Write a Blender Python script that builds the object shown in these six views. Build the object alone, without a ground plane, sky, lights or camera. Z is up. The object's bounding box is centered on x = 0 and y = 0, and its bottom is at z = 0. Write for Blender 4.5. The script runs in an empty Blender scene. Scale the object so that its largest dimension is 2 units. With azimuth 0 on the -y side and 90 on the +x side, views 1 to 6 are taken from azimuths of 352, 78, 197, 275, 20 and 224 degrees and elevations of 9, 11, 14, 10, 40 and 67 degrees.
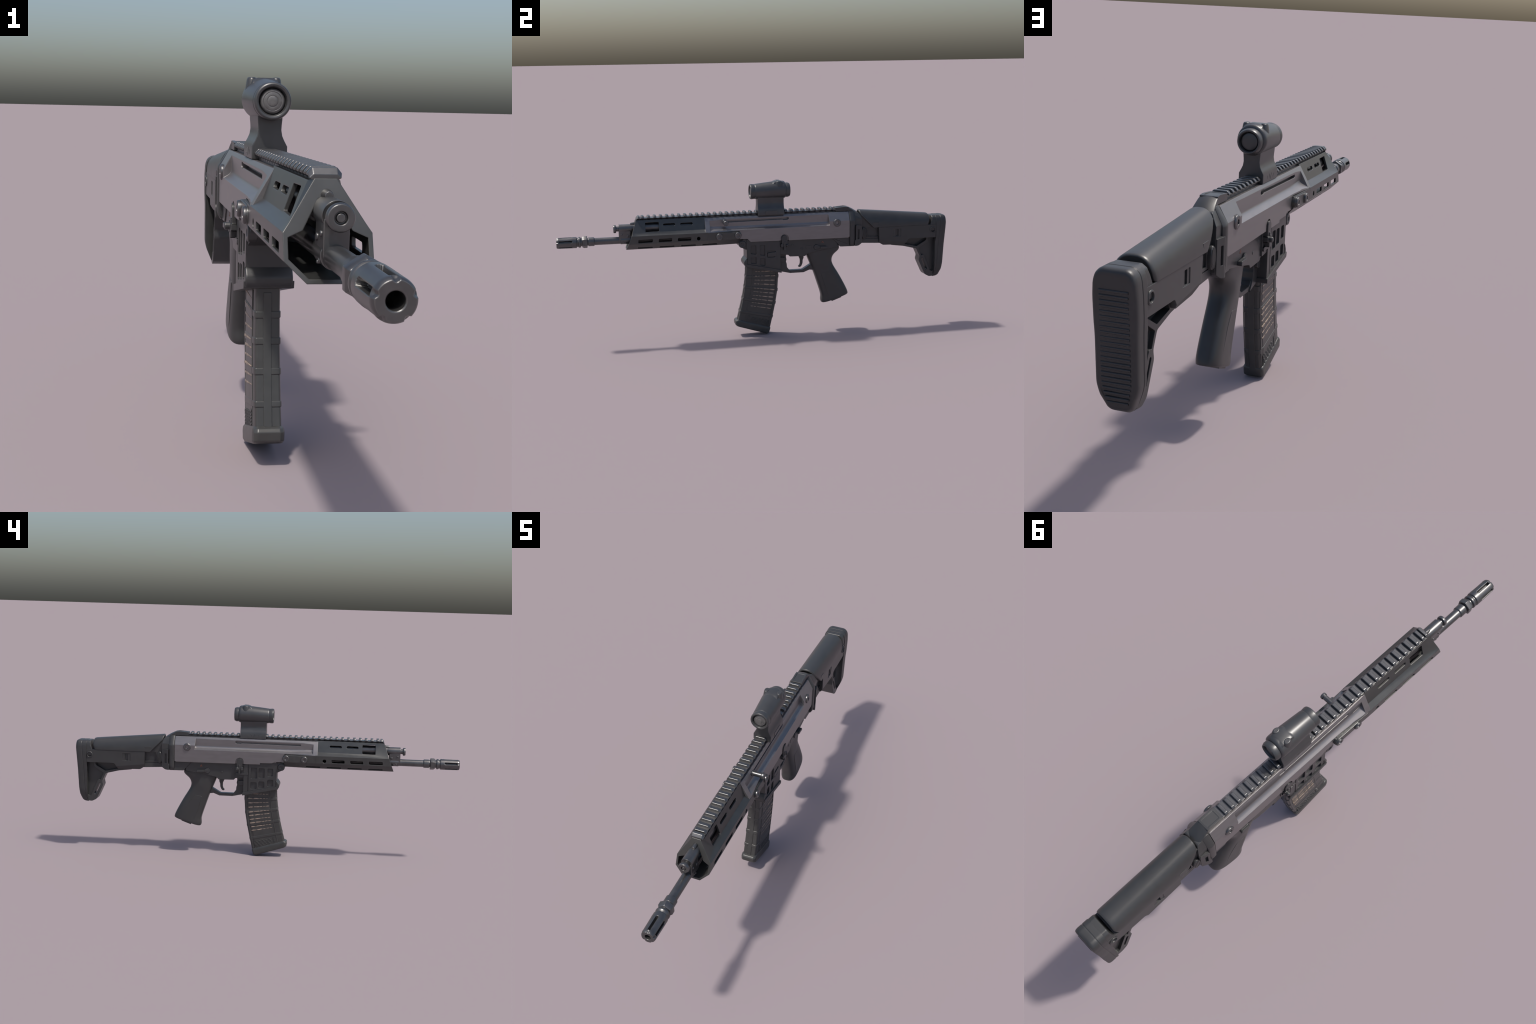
import bpy, bmesh, math, random
from mathutils import Vector, Matrix

random.seed(7)
CX = -0.0058          # the rifle's plane of symmetry (the cocking handle shifts the box)

# ------------------------------------------------------------------ materials
def make_material(name, color, var=0.15, metallic=0.0, rough=0.5, rough_var=0.1,
                  scale=18.0, bump=0.05, grain=900.0, wear=0.0, wear_color=None, spec=0.5,
                  streak=None, round_edge=0.0022):
    m = bpy.data.materials.new(name)
    m.use_nodes = True
    nt = m.node_tree
    nt.nodes.clear()
    N, L = nt.nodes.new, nt.links.new
    out = N("ShaderNodeOutputMaterial")
    bs = N("ShaderNodeBsdfPrincipled")
    L(bs.outputs[0], out.inputs[0])
    tc = N("ShaderNodeTexCoord")
    src = tc.outputs["Object"]
    if streak:
        mp = N("ShaderNodeMapping")
        mp.inputs["Scale"].default_value = streak
        L(src, mp.inputs[0])
        src = mp.outputs[0]
    n1 = N("ShaderNodeTexNoise")
    n1.inputs["Scale"].default_value = scale
    n1.inputs["Detail"].default_value = 5
    n1.inputs["Roughness"].default_value = 0.6
    L(src, n1.inputs["Vector"])
    ramp = N("ShaderNodeValToRGB")
    lo = [c * (1 - var) for c in color]
    hi = [c * (1 + var) for c in color]
    ramp.color_ramp.elements[0].position = 0.3
    ramp.color_ramp.elements[1].position = 0.7
    ramp.color_ramp.elements[0].color = (*lo, 1)
    ramp.color_ramp.elements[1].color = (*hi, 1)
    L(n1.outputs["Fac"], ramp.inputs[0])
    col = ramp.outputs[0]
    if wear > 0:
        bv = N("ShaderNodeBevel")
        bv.samples = 4
        bv.inputs["Radius"].default_value = 0.0022
        geo = N("ShaderNodeNewGeometry")
        dot = N("ShaderNodeVectorMath")
        dot.operation = "DOT_PRODUCT"
        L(bv.outputs[0], dot.inputs[0])
        L(geo.outputs["Normal"], dot.inputs[1])
        mr = N("ShaderNodeMapRange")
        mr.inputs[1].default_value = 0.985
        mr.inputs[2].default_value = 0.86
        L(dot.outputs["Value"], mr.inputs[0])
        n3 = N("ShaderNodeTexNoise")
        n3.inputs["Scale"].default_value = 60
        L(tc.outputs["Object"], n3.inputs["Vector"])
        mu = N("ShaderNodeMath")
        mu.operation = "MULTIPLY"
        L(mr.outputs[0], mu.inputs[0])
        L(n3.outputs["Fac"], mu.inputs[1])
        mu2 = N("ShaderNodeMath")
        mu2.operation = "MULTIPLY"
        mu2.use_clamp = True
        mu2.inputs[1].default_value = wear * 2
        L(mu.outputs[0], mu2.inputs[0])
        mx = N("ShaderNodeMix")
        mx.data_type = "RGBA"
        L(mu2.outputs[0], mx.inputs["Factor"])
        L(col, mx.inputs["A"])
        mx.inputs["B"].default_value = (*(wear_color or hi), 1)
        col = mx.outputs["Result"]
    L(col, bs.inputs["Base Color"])
    rr = N("ShaderNodeMapRange")
    rr.inputs[3].default_value = max(0.05, rough - rough_var)
    rr.inputs[4].default_value = min(1, rough + rough_var)
    L(n1.outputs["Fac"], rr.inputs[0])
    L(rr.outputs[0], bs.inputs["Roughness"])
    bs.inputs["Metallic"].default_value = metallic
    bs.inputs["Specular IOR Level"].default_value = spec
    edge = N("ShaderNodeBevel")
    edge.samples = 6
    edge.inputs["Radius"].default_value = round_edge
    normal = edge.outputs[0]
    if bump > 0:
        n2 = N("ShaderNodeTexNoise")
        n2.inputs["Scale"].default_value = grain
        n2.inputs["Detail"].default_value = 2
        L(tc.outputs["Object"], n2.inputs["Vector"])
        b = N("ShaderNodeBump")
        b.inputs["Strength"].default_value = bump
        b.inputs["Distance"].default_value = 0.001
        L(n2.outputs["Fac"], b.inputs["Height"])
        L(normal, b.inputs["Normal"])
        normal = b.outputs[0]
    L(normal, bs.inputs["Normal"])
    return m

M_RECEIVER = make_material("receiver_alloy", (0.205, 0.195, 0.198), 0.06, 0.70, 0.35, 0.05, 14, 0.04, 700,
                           0.35, (0.40, 0.39, 0.37), streak=(1, 1, 5))
M_STEEL = make_material("phosphated_steel", (0.120, 0.119, 0.120), 0.14, 0.8, 0.33, 0.07, 25, 0.08, 600,
                        0.5, (0.28, 0.275, 0.26))
M_RAIL = make_material("rail_alloy", (0.125, 0.125, 0.127), 0.12, 0.8, 0.32, 0.06, 30, 0.05, 600,
                       0.6, (0.36, 0.35, 0.32))
M_GUARD = make_material("handguard_coating", (0.078, 0.079, 0.077), 0.10, 0.65, 0.35, 0.05, 14, 0.05, 700,
                        0.3, (0.18, 0.177, 0.168))
M_POLY = make_material("black_polymer", (0.036, 0.0362, 0.0365), 0.10, 0.0, 0.37, 0.05, 16, 0.10, 800)
M_PAD = make_material("rubber_pad", (0.034, 0.034, 0.0345), 0.10, 0.0, 0.40, 0.06, 16, 0.12, 700)
M_LOWER = make_material("lower_coating", (0.043, 0.0432, 0.044), 0.10, 0.15, 0.35, 0.05, 18, 0.07, 700)
M_MAG = make_material("magazine_polymer", (0.043, 0.043, 0.0415), 0.14, 0.0, 0.35, 0.07, 22, 0.10, 700)
M_SIGHT = make_material("sight_coating", (0.074, 0.0745, 0.076), 0.08, 0.5, 0.36, 0.05, 15, 0.05, 700,
                        0.25, (0.17, 0.17, 0.165))
M_LENS = make_material("dull_lens", (0.125, 0.122, 0.120), 0.28, 0.3, 0.35, 0.1, 70, 0.0, 600)
M_BRASS = make_material("cartridge_brass", (0.27, 0.210, 0.165), 0.45, 0.0, 0.5, 0.1, 60, 0.0, 600)
M_MARK = make_material("orange_mark", (0.22, 0.075, 0.04), 0.3, 0.0, 0.55, 0.05, 90, 0.0, 600)

# ------------------------------------------------------------------ helpers
COLL = bpy.context.scene.collection

def new_obj(name, bm, mat=None, shift=True):
    bmesh.ops.recalc_face_normals(bm, faces=bm.faces)
    me = bpy.data.meshes.new(name)
    bm.to_mesh(me)
    bm.free()
    if shift:
        me.transform(Matrix.Translation((CX, 0, 0)))
    ob = bpy.data.objects.new(name, me)
    COLL.objects.link(ob)
    if mat:
        me.materials.append(mat)
    return ob

def add_loft(bm, rings, cap=True, closed=False):
    vs = [[bm.verts.new(p) for p in r] for r in rings]
    n = len(vs[0])
    for a, b in zip(vs[:-1], vs[1:]):
        for i in range(n):
            j = (i + 1) % n
            try:
                bm.faces.new((a[i], a[j], b[j], b[i]))
            except ValueError:
                pass
    if closed:
        a, b = vs[-1], vs[0]
        for i in range(n):
            j = (i + 1) % n
            bm.faces.new((a[i], a[j], b[j], b[i]))
    elif cap:
        bm.faces.new(vs[0])
        bm.faces.new(vs[-1][::-1])
    return vs

def add_prism(bm, pts, x0, x1):
    """side outline (y,z) extruded across x"""
    add_loft(bm, [[(x0, y, z) for y, z in pts], [(x1, y, z) for y, z in pts]])

def add_bar(bm, pts, y0, y1):
    """cross-section (x,z) extruded along y"""
    add_loft(bm, [[(x, y0, z) for x, z in pts], [(x, y1, z) for x, z in pts]])

def add_box(bm, x0, x1, y0, y1, z0, z1):
    add_prism(bm, [(y0, z0), (y1, z0), (y1, z1), (y0, z1)], x0, x1)

def add_lathe(bm, prof, cx=0.0, cz=0.0, seg=40, sx=1.0):
    """profile (y, r) turned about an axis along y"""
    rings = []
    for y, r in prof:
        rings.append([(cx + sx * r * math.cos(2 * math.pi * k / seg), y,
                       cz + r * math.sin(2 * math.pi * k / seg)) for k in range(seg)])
    add_loft(bm, rings)

def add_button(bm, prof, y, z, side=1, seg=28):
    """profile (x, r) turned about an axis along x, mirrored for side=-1"""
    rings = []
    for x, r in prof:
        rings.append([(side * x, y + r * math.cos(2 * math.pi * k / seg),
                       z + r * math.sin(2 * math.pi * k / seg)) for k in range(seg)])
    add_loft(bm, rings)

def capsule(y0, z0, y1, z1, r, n=8):
    """stadium outline between two centres"""
    a = math.atan2(z1 - z0, y1 - y0)
    pts = []
    for k in range(n + 1):
        t = a + math.pi / 2 + math.pi * k / n
        pts.append((y0 + r * math.cos(t), z0 + r * math.sin(t)))
    for k in range(n + 1):
        t = a - math.pi / 2 + math.pi * k / n
        pts.append((y1 + r * math.cos(t), z1 + r * math.sin(t)))
    return pts

def rrect(y0, y1, z0, z1, r, n=3):
    pts = []
    for cy, cz, a0 in ((y1 - r, z1 - r, 0), (y0 + r, z1 - r, 90), (y0 + r, z0 + r, 180), (y1 - r, z0 + r, 270)):
        for k in range(n + 1):
            t = math.radians(a0 + 90 * k / n)
            pts.append((cy + r * math.cos(t), cz + r * math.sin(t)))
    return pts

def rpoly(pts, r, n=3):
    """round the corners of an outline"""
    out = []
    m = len(pts)
    for i in range(m):
        p0, p, p1 = Vector(pts[i - 1]), Vector(pts[i]), Vector(pts[(i + 1) % m])
        d0, d1 = (p0 - p), (p1 - p)
        q = min(r, d0.length * 0.45, d1.length * 0.45)
        a, b = p + d0.normalized() * q, p + d1.normalized() * q
        for k in range(n + 1):
            t = k / n
            out.append(tuple(a * (1 - t) ** 2 + p * 2 * t * (1 - t) + b * t * t))
    return out

def both(bm, f):
    f(bm, 1)
    f(bm, -1)

def prism_side(bm, pts, h0, h1, side):
    add_prism(bm, pts, side * h0, side * h1)

def apply_mods(ob):
    dg = bpy.context.evaluated_depsgraph_get()
    dg.update()
    me = bpy.data.meshes.new_from_object(ob.evaluated_get(dg), preserve_all_data_layers=True, depsgraph=dg)
    ob.modifiers.clear()
    old = ob.data
    ob.data = me
    me.name = ob.name
    bpy.data.meshes.remove(old)

def islands(bm):
    """split a cutter mesh into its loose solids, always in the same order"""
    bm.verts.ensure_lookup_table()
    label = {}
    parts = []
    for v0 in bm.verts:
        if v0.index in label:
            continue
        k = len(parts)
        comp = [v0]
        label[v0.index] = k
        for v in comp:
            for e in v.link_edges:
                o = e.other_vert(v)
                if o.index not in label:
                    label[o.index] = k
                    comp.append(o)
        parts.append(sorted(comp, key=lambda v: v.index))
    out = []
    for k, comp in enumerate(parts):
        nb = bmesh.new()
        mp = {v.index: nb.verts.new(v.co) for v in comp}
        for f in bm.faces:
            if label[f.verts[0].index] == k:
                nb.faces.new([mp[v.index] for v in f.verts])
        out.append(nb)
    return out

def cut(ob, *cutters):
    for bm in cutters:
        bm.verts.index_update()
        for nb in islands(bm):
            c = new_obj("cutter", nb)
            md = ob.modifiers.new("b", "BOOLEAN")
            md.operation = "DIFFERENCE"
            md.solver = "EXACT"
            md.object = c
            apply_mods(ob)
            me = c.data
            bpy.data.objects.remove(c)
            bpy.data.meshes.remove(me)
        bm.free()

def finish(ob, bevel=0.0015, seg=2, angle=32, sub=0, sharp=38):
    bm = bmesh.new()
    bm.from_mesh(ob.data)
    bmesh.ops.remove_doubles(bm, verts=bm.verts, dist=1e-5)
    bm.to_mesh(ob.data)
    bm.free()
    if sub:
        s = ob.modifiers.new("s", "SUBSURF")
        s.levels = s.render_levels = sub
        apply_mods(ob)
    if bevel:
        b = ob.modifiers.new("v", "BEVEL")
        b.width = bevel
        b.segments = seg
        b.limit_method = "ANGLE"
        b.angle_limit = math.radians(angle)
        b.use_clamp_overlap = False
        b.miter_outer = "MITER_ARC"
        apply_mods(ob)
    for p in ob.data.polygons:
        p.use_smooth = True
    ob.data.set_sharp_from_angle(angle=math.radians(sharp))
    w = ob.modifiers.new("w", "WEIGHTED_NORMAL")
    w.keep_sharp = True
    w.weight = 80
    apply_mods(ob)
    return ob

ROOT = bpy.data.objects.new("rifle", None)
ROOT.empty_display_size = 0.2
COLL.objects.link(ROOT)
ROOT["label"] = "dark grey rifle with red dot sight and curved magazine"
ROOT["category"] = "rifle"

def child(ob, parent=None):
    ob.parent = parent or ROOT
    return ob

def part(name, build, mat, bevel=0.0015, parent=None, cuts=(), **kw):
    bm = bmesh.new()
    build(bm)
    ob = new_obj(name, bm, mat)
    if cuts:
        for c in cuts:
            b2 = bmesh.new()
            c(b2)
            cut(ob, b2)
        finish(ob, 0, sharp=min(28, kw.get("sharp", 28)))
    else:
        finish(ob, bevel, **kw)
    return child(ob, parent)

def copy_of(ob, name, loc, rot=None, scale=None, parent=None):
    o = ob.copy()
    o.name = name
    o.location = loc
    if rot:
        o.rotation_euler = rot
    if scale:
        o.scale = scale
    COLL.objects.link(o)
    o.parent = parent or ob.parent
    return o

def lerp(a, b, t):
    return a + (b - a) * t

def interp(x, tab):
    if x <= tab[0][0]:
        return tab[0][1]
    for (a, va), (b, vb) in zip(tab[:-1], tab[1:]):
        if x <= b:
            return lerp(va, vb, (x - a) / (b - a))
    return tab[-1][1]

# ------------------------------------------------------------------ barrel group
BZ = 0.5250

def barrel(bm):
    add_lathe(bm, [(-0.900, 0.0140), (-0.846, 0.0185), (-0.846, 0.0217), (-0.819, 0.0217), (-0.816, 0.0176), (-0.28, 0.0176)], 0, BZ)
BARREL = part("barrel", barrel, M_STEEL, 0.001)

def hider(bm):
    # birdcage: turned profile with five long slots and a lobed crown
    seg = 240
    prof = [(-0.872, 0.0200), (-0.882, 0.0200), (-0.8835, 0.0252), (-0.886, 0.0266), (-0.891, 0.0266), (-0.8938, 0.0252), (-0.897, 0.0222), (-0.901, 0.0222),
            (-0.9030, 0.0266), (-0.905, 0.0274), (-0.9235, 0.0274), (-0.9255, 0.0274), (-0.9300, 0.0273), (-0.9880, 0.0266), (-0.9890, 0.0266), (-0.9925, 0.0264),
            (-0.9970, 0.0254), (-1.0000, 0.0232), (-1.0000, 0.0125), (-0.9990, 0.0112), (-0.9100, 0.0112)]
    rings = []
    for i, (y, r) in enumerate(prof):
        ring = []
        for k in range(seg):
            t = 2 * math.pi * k / seg
            d = ((t - math.pi / 2 + math.pi / 5) % (2 * math.pi / 5)) - math.pi / 5
            w = abs(d) * 0.0260                       # distance from the slot's middle along the rim
            q = r
            if -0.9885 < y < -0.9250:
                half = 0.0030 if y > -0.9270 else 0.0050
                if w < half:
                    q = 0.0125
                elif w < half + 0.0006:
                    q = 0.0262
            elif y < -0.9900 and r > 0.02:
                q = r - 0.0034 * max(0.0, 1 - (w / 0.0050) ** 2)
            ring.append((q * math.cos(t), y, BZ + q * math.sin(t)))
        rings.append(ring)
    add_loft(bm, rings)
HIDER = part("flash_hider", hider, M_STEEL, 0, BARREL, sharp=24)

def nut(bm):
    out = []
    for y, r in ((-0.851, 0.026), (-0.8525, 0.0300), (-0.869, 0.0300), (-0.877, 0.0250)):
        out.append([(r * math.cos(math.pi / 3 * k + 0.55), y, BZ + r * math.sin(math.pi / 3 * k + 0.55)) for k in range(6)])
    add_loft(bm, out)
part("hex_nut", nut, M_STEEL, 0.0014, BARREL)

GZ = 0.5820
def gas_block(bm):
    add_lathe(bm, [(-0.695, 0.0195), (-0.697, 0.0215), (-0.697, 0.0215), (-0.634, 0.0215), (-0.630, 0.0195)], 0, GZ)
gb = part("gas_block", gas_block, M_STEEL, 0.0012, BARREL)

def block_body(bm):
    sec = [(-0.0185, 0.580), (0.0185, 0.580), (0.0185, 0.524), (0.013, 0.509), (-0.013, 0.509), (-0.0185, 0.524)]
    add_bar(bm, rpoly(sec, 0.006), -0.697, -0.640)
part("gas_block_body", block_body, M_STEEL, 0.0015, BARREL)
def block_foot(bm):
    add_lathe(bm, [(-0.690, 0.021), (-0.640, 0.021)], 0, BZ + 0.001, 36)
part("barrel_clamp", block_foot, M_STEEL, 0.001, BARREL)

def gas_pins(bm):
    for s in (1, -1):
        for y, z, r in ((-0.683, 0.556, 0.0045), (-0.653, 0.548, 0.006), (-0.676, 0.518, 0.0035), (-0.665, 0.514, 0.003)):
            add_button(bm, [(0.0100, r), (0.0200, r), (0.0212, r * 0.6)], y, z, s, 14)
part("gas_block_pin", gas_pins, M_STEEL, 0.0005, BARREL)["kind"] = "stuff"

def gas_plug(bm):
    add_lathe(bm, [(-0.690, 0.0125), (-0.709, 0.0125), (-0.7095, 0.0180), (-0.712, 0.0202), (-0.719, 0.0202), (-0.7225, 0.0185),
                   (-0.7225, 0.0095), (-0.716, 0.0090), (-0.716, 0.0065), (-0.7215, 0.0060)], 0, GZ)
part("gas_plug", gas_plug, M_STEEL, 0.0008, BARREL)
def plug_screw(bm):
    add_lathe(bm, [(-0.640, 0.006), (-0.632, 0.0075), (-0.620, 0.0085), (-0.616, 0.006)], 0, 0.6045, 20)
part("plug_detent", plug_screw, M_STEEL, 0.0005, BARREL)

def gas_tube(bm):
    add_lathe(bm, [(-0.640, 0.0195), (-0.586, 0.0195), (-0.584, 0.0240), (-0.490, 0.0240), (-0.488, 0.0195), (-0.280, 0.0195)], 0, 0.5835, 36)
part("gas_tube", gas_tube, M_STEEL, 0.0008, BARREL)

# ------------------------------------------------------------------ handguard
def hg_ring(y, pts):
    """half section -> closed ring; pts from top edge to bottom edge as (x,z[,y])"""
    r = [(p[0], p[2] if len(p) > 2 else y, p[1]) for p in pts]
    l = [(-p[0], p[2] if len(p) > 2 else y, p[1]) for p in pts[::-1]]
    return r + l

def hg_outer(bm):
    body = [(0.0235, 0.624), (0.0440, 0.566), (0.0655, 0.5515), (0.0655, 0.512), (0.0335, 0.4815)]
    front = [(0.0165, 0.6270, -0.6115), (0.0555, 0.5660, -0.6325), (0.0655, 0.5515, -0.6370), (0.0655, 0.512, -0.6530), (0.0335, 0.4815, -0.6650)]
    edge = [(0.0240, 0.6235, -0.5985), (0.0440, 0.5660, -0.5700), (0.0655, 0.5515, -0.5960), (0.0655, 0.512, -0.6000), (0.0335, 0.4815, -0.6000)]
    add_loft(bm, [hg_ring(0, front), hg_ring(0, edge), hg_ring(-0.262, body)])
def hg_inner(bm):
    inn = [(0.0120, 0.5990), (0.0365, 0.5540), (0.0585, 0.5445), (0.0585, 0.5150), (0.0300, 0.4880)]
    add_loft(bm, [hg_ring(-0.70, inn), hg_ring(-0.28, inn)])
def hg_chamber(bm):
    wide = [(0.0200, 0.6120), (0.0385, 0.5620), (0.0590, 0.5450), (0.0590, 0.5150), (0.0300, 0.4880)]
    add_loft(bm, [hg_ring(-0.588, wide), hg_ring(-0.29, wide)])
def hg_ports(bm):
    for s in (1, -1):
        prism_side(bm, rpoly([(-0.568, 0.6125), (-0.5005, 0.6115), (-0.5005, 0.5675), (-0.568, 0.5665)], 0.004), 0.020, 0.070, s)
        prism_side(bm, capsule(-0.474, 0.5965, -0.426, 0.5965, 0.0062), 0.020, 0.070, s)
        prism_side(bm, capsule(-0.389, 0.5962, -0.339, 0.5962, 0.0062), 0.020, 0.070, s)
        for a, b in ((-0.6080, -0.5350), (-0.5080, -0.4400), (-0.4130, -0.3450)):
            prism_side(bm, rpoly([(a + 0.002, 0.5335), (b, 0.5335), (b - 0.002, 0.5170), (a, 0.5170)], 0.005), 0.050, 0.075, s)
        prism_side(bm, capsule(-0.309, 0.525, -0.3089, 0.525, 0.0092, 7), 0.050, 0.075, s)
def hg_bottom_slots(bm):
    for s in (1, -1):
        for k in range(4):
            a = -0.6080 + 0.1068 * k
            nx, nz = 0.69, -0.724          # outward normal of the lower chamfer
            cx, cz = 0.0415, 0.4890
            tx, tz = 0.724, 0.69
            for yy in (0,):
                ring = []
                for du, dv in ((-0.0048, -0.010), (0.0048, -0.010), (0.0048, 0.012), (-0.0048, 0.012)):
                    ring.append((s * (cx + tx * du + nx * dv), cz + tz * du + nz * dv))
                add_loft(bm, [[(x, a, z) for x, z in ring], [(x, a + 0.0725, z) for x, z in ring]])
HG = part("handguard", hg_outer, M_GUARD, 0.0016, cuts=(hg_inner, hg_chamber, hg_ports, hg_bottom_slots))

def hg_rear(bm):
    sec = [(0.0640, 0.5500), (0.0640, 0.512), (0.0335, 0.4815), (-0.0335, 0.4815), (-0.0640, 0.512), (-0.0640, 0.5500)]
    sec2 = [(0.0590, 0.5480), (0.0590, 0.512), (0.0335, 0.4835), (-0.0335, 0.4835), (-0.0590, 0.512), (-0.0590, 0.5480)]
    sec1 = [(0.0655, 0.5500), (0.0655, 0.512), (0.0335, 0.4815), (-0.0335, 0.4815), (-0.0655, 0.512), (-0.0655, 0.5500)]
    add_loft(bm, [[(x, -0.2632, z) for x, z in sec1], [(x, -0.215, z) for x, z in sec], [(x, -0.100, z) for x, z in sec2]])
def hg_rear_slot(bm):
    for s in (1, -1):
        nx, nz, cx, cz, tx, tz = 0.69, -0.724, 0.0415, 0.4890, 0.724, 0.69
        ring = []
        for du, dv in ((-0.0048, -0.010), (0.0048, -0.010), (0.0048, 0.012), (-0.0048, 0.012)):
            ring.append((s * (cx + tx * du + nx * dv), cz + tz * du + nz * dv))
        add_loft(bm, [[(x, -0.27, z) for x, z in ring], [(x, -0.2152, z) for x, z in ring]])
part("handguard_heel", hg_rear, M_GUARD, 0.0014, HG, cuts=(hg_rear_slot,))

# side plate with two bolts
def plate(bm):
    for s in (1, -1):
        prism_side(bm, capsule(-0.205, 0.528, -0.111, 0.5305, 0.0185), 0.050, 0.0665, s)
PLATE = part("side_plate", plate, M_GUARD, 0.0025, HG)
def bolt(bm):
    add_button(bm, [(0.0, 0.0168), (0.0066, 0.0165), (0.0086, 0.0145), (0.0086, 0.0075), (0.0050, 0.0070)], 0, 0, 1, 24)
bm = bmesh.new(); bolt(bm)
BOLT = new_obj("bolt", bm, M_STEEL, False)
finish(BOLT, 0.0006)
first = True
for s in (1, -1):
    for y, z in ((-0.205, 0.528), (-0.111, 0.5305)):
        loc = (CX + s * 0.0645, y, z)
        rot = (0, 0, 0 if s > 0 else math.pi)
        if first:
            BOLT.location = loc; BOLT.parent = PLATE; first = False
        else:
            copy_of(BOLT, "bolt", loc, rot, parent=PLATE)

# ------------------------------------------------------------------ top rail
def rail_sec(zt=0.6435):
    h = [(0.0165, 0.6200), (0.0165, 0.6265), (0.0258, 0.6315), (0.0258, 0.6345), (0.0185, zt)]
    return h + [(-x, z) for x, z in h[::-1]]
def rail_core(bm):
    h = [(0.0160, 0.6180), (0.0160, 0.6265), (0.0235, 0.6308), (0.0235, 0.6330)]
    add_bar(bm, h + [(-x, z) for x, z in h[::-1]], -0.598, 0.410)
RAIL = part("top_rail", rail_core, M_RAIL, 0.0008)

def tooth(bm):
    h = [(0.0165, -0.0135), (0.0165, -0.0085), (0.0262, -0.0035), (0.0262, 0.0005), (0.0190, 0.0085)]
    add_bar(bm, h + [(-x, z) for x, z in h[::-1]], -0.0067, 0.0067)
bm = bmesh.new(); tooth(bm)
TOOTH = new_obj("rail_tooth", bm, M_RAIL, False)
finish(TOOTH, 0.0022, seg=3)
PITCH = (0.3865 + 0.5785) / 32
first = True
for k in range(33):
    y = -0.5785 + PITCH * k
    if 0.006 < y < 0.126:
        continue
    loc = (CX, y, 0.6350)
    if first:
        TOOTH.location = loc; TOOTH.parent = RAIL; first = False
    else:
        copy_of(TOOTH, "rail_tooth", loc, parent=RAIL)

def rail_nose(bm):
    # front lip: sloped down toward the muzzle
    a = [(0.0165, 0.6200), (0.0165, 0.6265), (0.0255, 0.6310), (0.0255, 0.6340), (0.0185, 0.6425)]
    b = [(0.0160, 0.6200), (0.0160, 0.6230), (0.0235, 0.6270), (0.0235, 0.6285), (0.0180, 0.6330)]
    r = lambda y, h, d=0.0: [(x, y - d, z) for x, z in h] + [(-x, y - d, z) for x, z in h[::-1]]
    add_loft(bm, [r(-0.5920, a), r(-0.6020, a), r(-0.6100, b)])
part("rail_nose", rail_nose, M_RAIL, 0.0007, RAIL)

def rail_tail(bm):
    add_prism(bm, [(0.404, 0.622), (0.404, 0.6405), (0.455, 0.6440), (0.474, 0.6420), (0.4745, 0.622)], -0.0245, 0.0245)
def rail_tail_cut(bm):
    add_prism(bm, [(0.415, 0.6405), (0.415, 0.650), (0.466, 0.650), (0.466, 0.6420)], -0.0170, 0.0170)
part("rail_tail", rail_tail, M_LOWER, 0.0012, RAIL, cuts=(rail_tail_cut,))

# ------------------------------------------------------------------ upper receiver
def rcv_ring(y, c, d, b=(0.0285, 0.6200)):
    h = [(0.0, b[1] + 0.0005), b, c, d, (0.0, d[1])]
    return [(x, y, z) for x, z in h] + [(-x, y, z) for x, z in h[-2:0:-1]]
def receiver(bm):
    R = rcv_ring
    rear_c = (0.0535, 0.5770)
    add_loft(bm, [
        R(-0.2720, (0.0460, 0.5830), (0.0645, 0.5505), (0.0250, 0.6195)),
        R(-0.2480, (0.0470, 0.5820), (0.0640, 0.5505), (0.0260, 0.6195)),
        R(-0.1900, (0.0510, 0.5790), (0.0580, 0.5505)),
        R(-0.1300, rear_c, (0.0540, 0.5505)),
        R(-0.1010, rear_c, (0.0535, 0.5505)),
        R(-0.1000, rear_c, (0.0535, 0.5090)),
        R(-0.0620, rear_c, (0.0535, 0.5085)),
        R(-0.0450, rear_c, (0.0535, 0.4920)),
        R(0.3000, rear_c, (0.0535, 0.4890)),
        R(0.4640, rear_c, (0.0535, 0.4880), (0.0300, 0.6195)),
        R(0.4720, (0.0535, 0.5770), (0.0535, 0.4930), (0.0300, 0.6185)),
    ])
def rcv_recess(bm):
    for s in (1, -1):
        def sec(y, drop):
            low = [(0.0900, 0.5500), (0.0640, 0.5500), (0.0535, 0.5562), (0.0450, 0.5610), (0.0400, 0.5642), (0.0362, 0.5680), (0.0346, 0.5715)]
            pts = [(0.0340, 0.5750), (0.0340, 0.6700), (0.0900, 0.6700)] + [(x, z + drop) for x, z in low]
            return [(s * x, y + (0.005 if (y > 0.3 and z < 0.60) else 0), z) for x, z in pts]
        add_loft(bm, [sec(-0.2490, 0.0042), sec(-0.2100, 0.0036), sec(-0.1700, 0.0016), sec(-0.1300, 0.0), sec(0.3610, 0.0)])
def rcv_slots(bm):
    for s in (1, -1):
        prism_side(bm, capsule(-0.180, 0.5985, 0.146, 0.6010, 0.0052), 0.0190, 0.060, s)
        prism_side(bm, capsule(0.1300, 0.6000, 0.1490, 0.6005, 0.0074), 0.0170, 0.060, s)
        # arch over the bolt release
        prism_side(bm, capsule(0.1295, 0.470, 0.1295, 0.5010, 0.0215), 0.046, 0.070, s)
def rcv_step(bm):
    prism_side(bm, [(-0.060, 0.480), (0.024, 0.480), (0.024, 0.4995), (-0.040, 0.5005), (-0.055, 0.512)], 0.0470, 0.070, -1)
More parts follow.
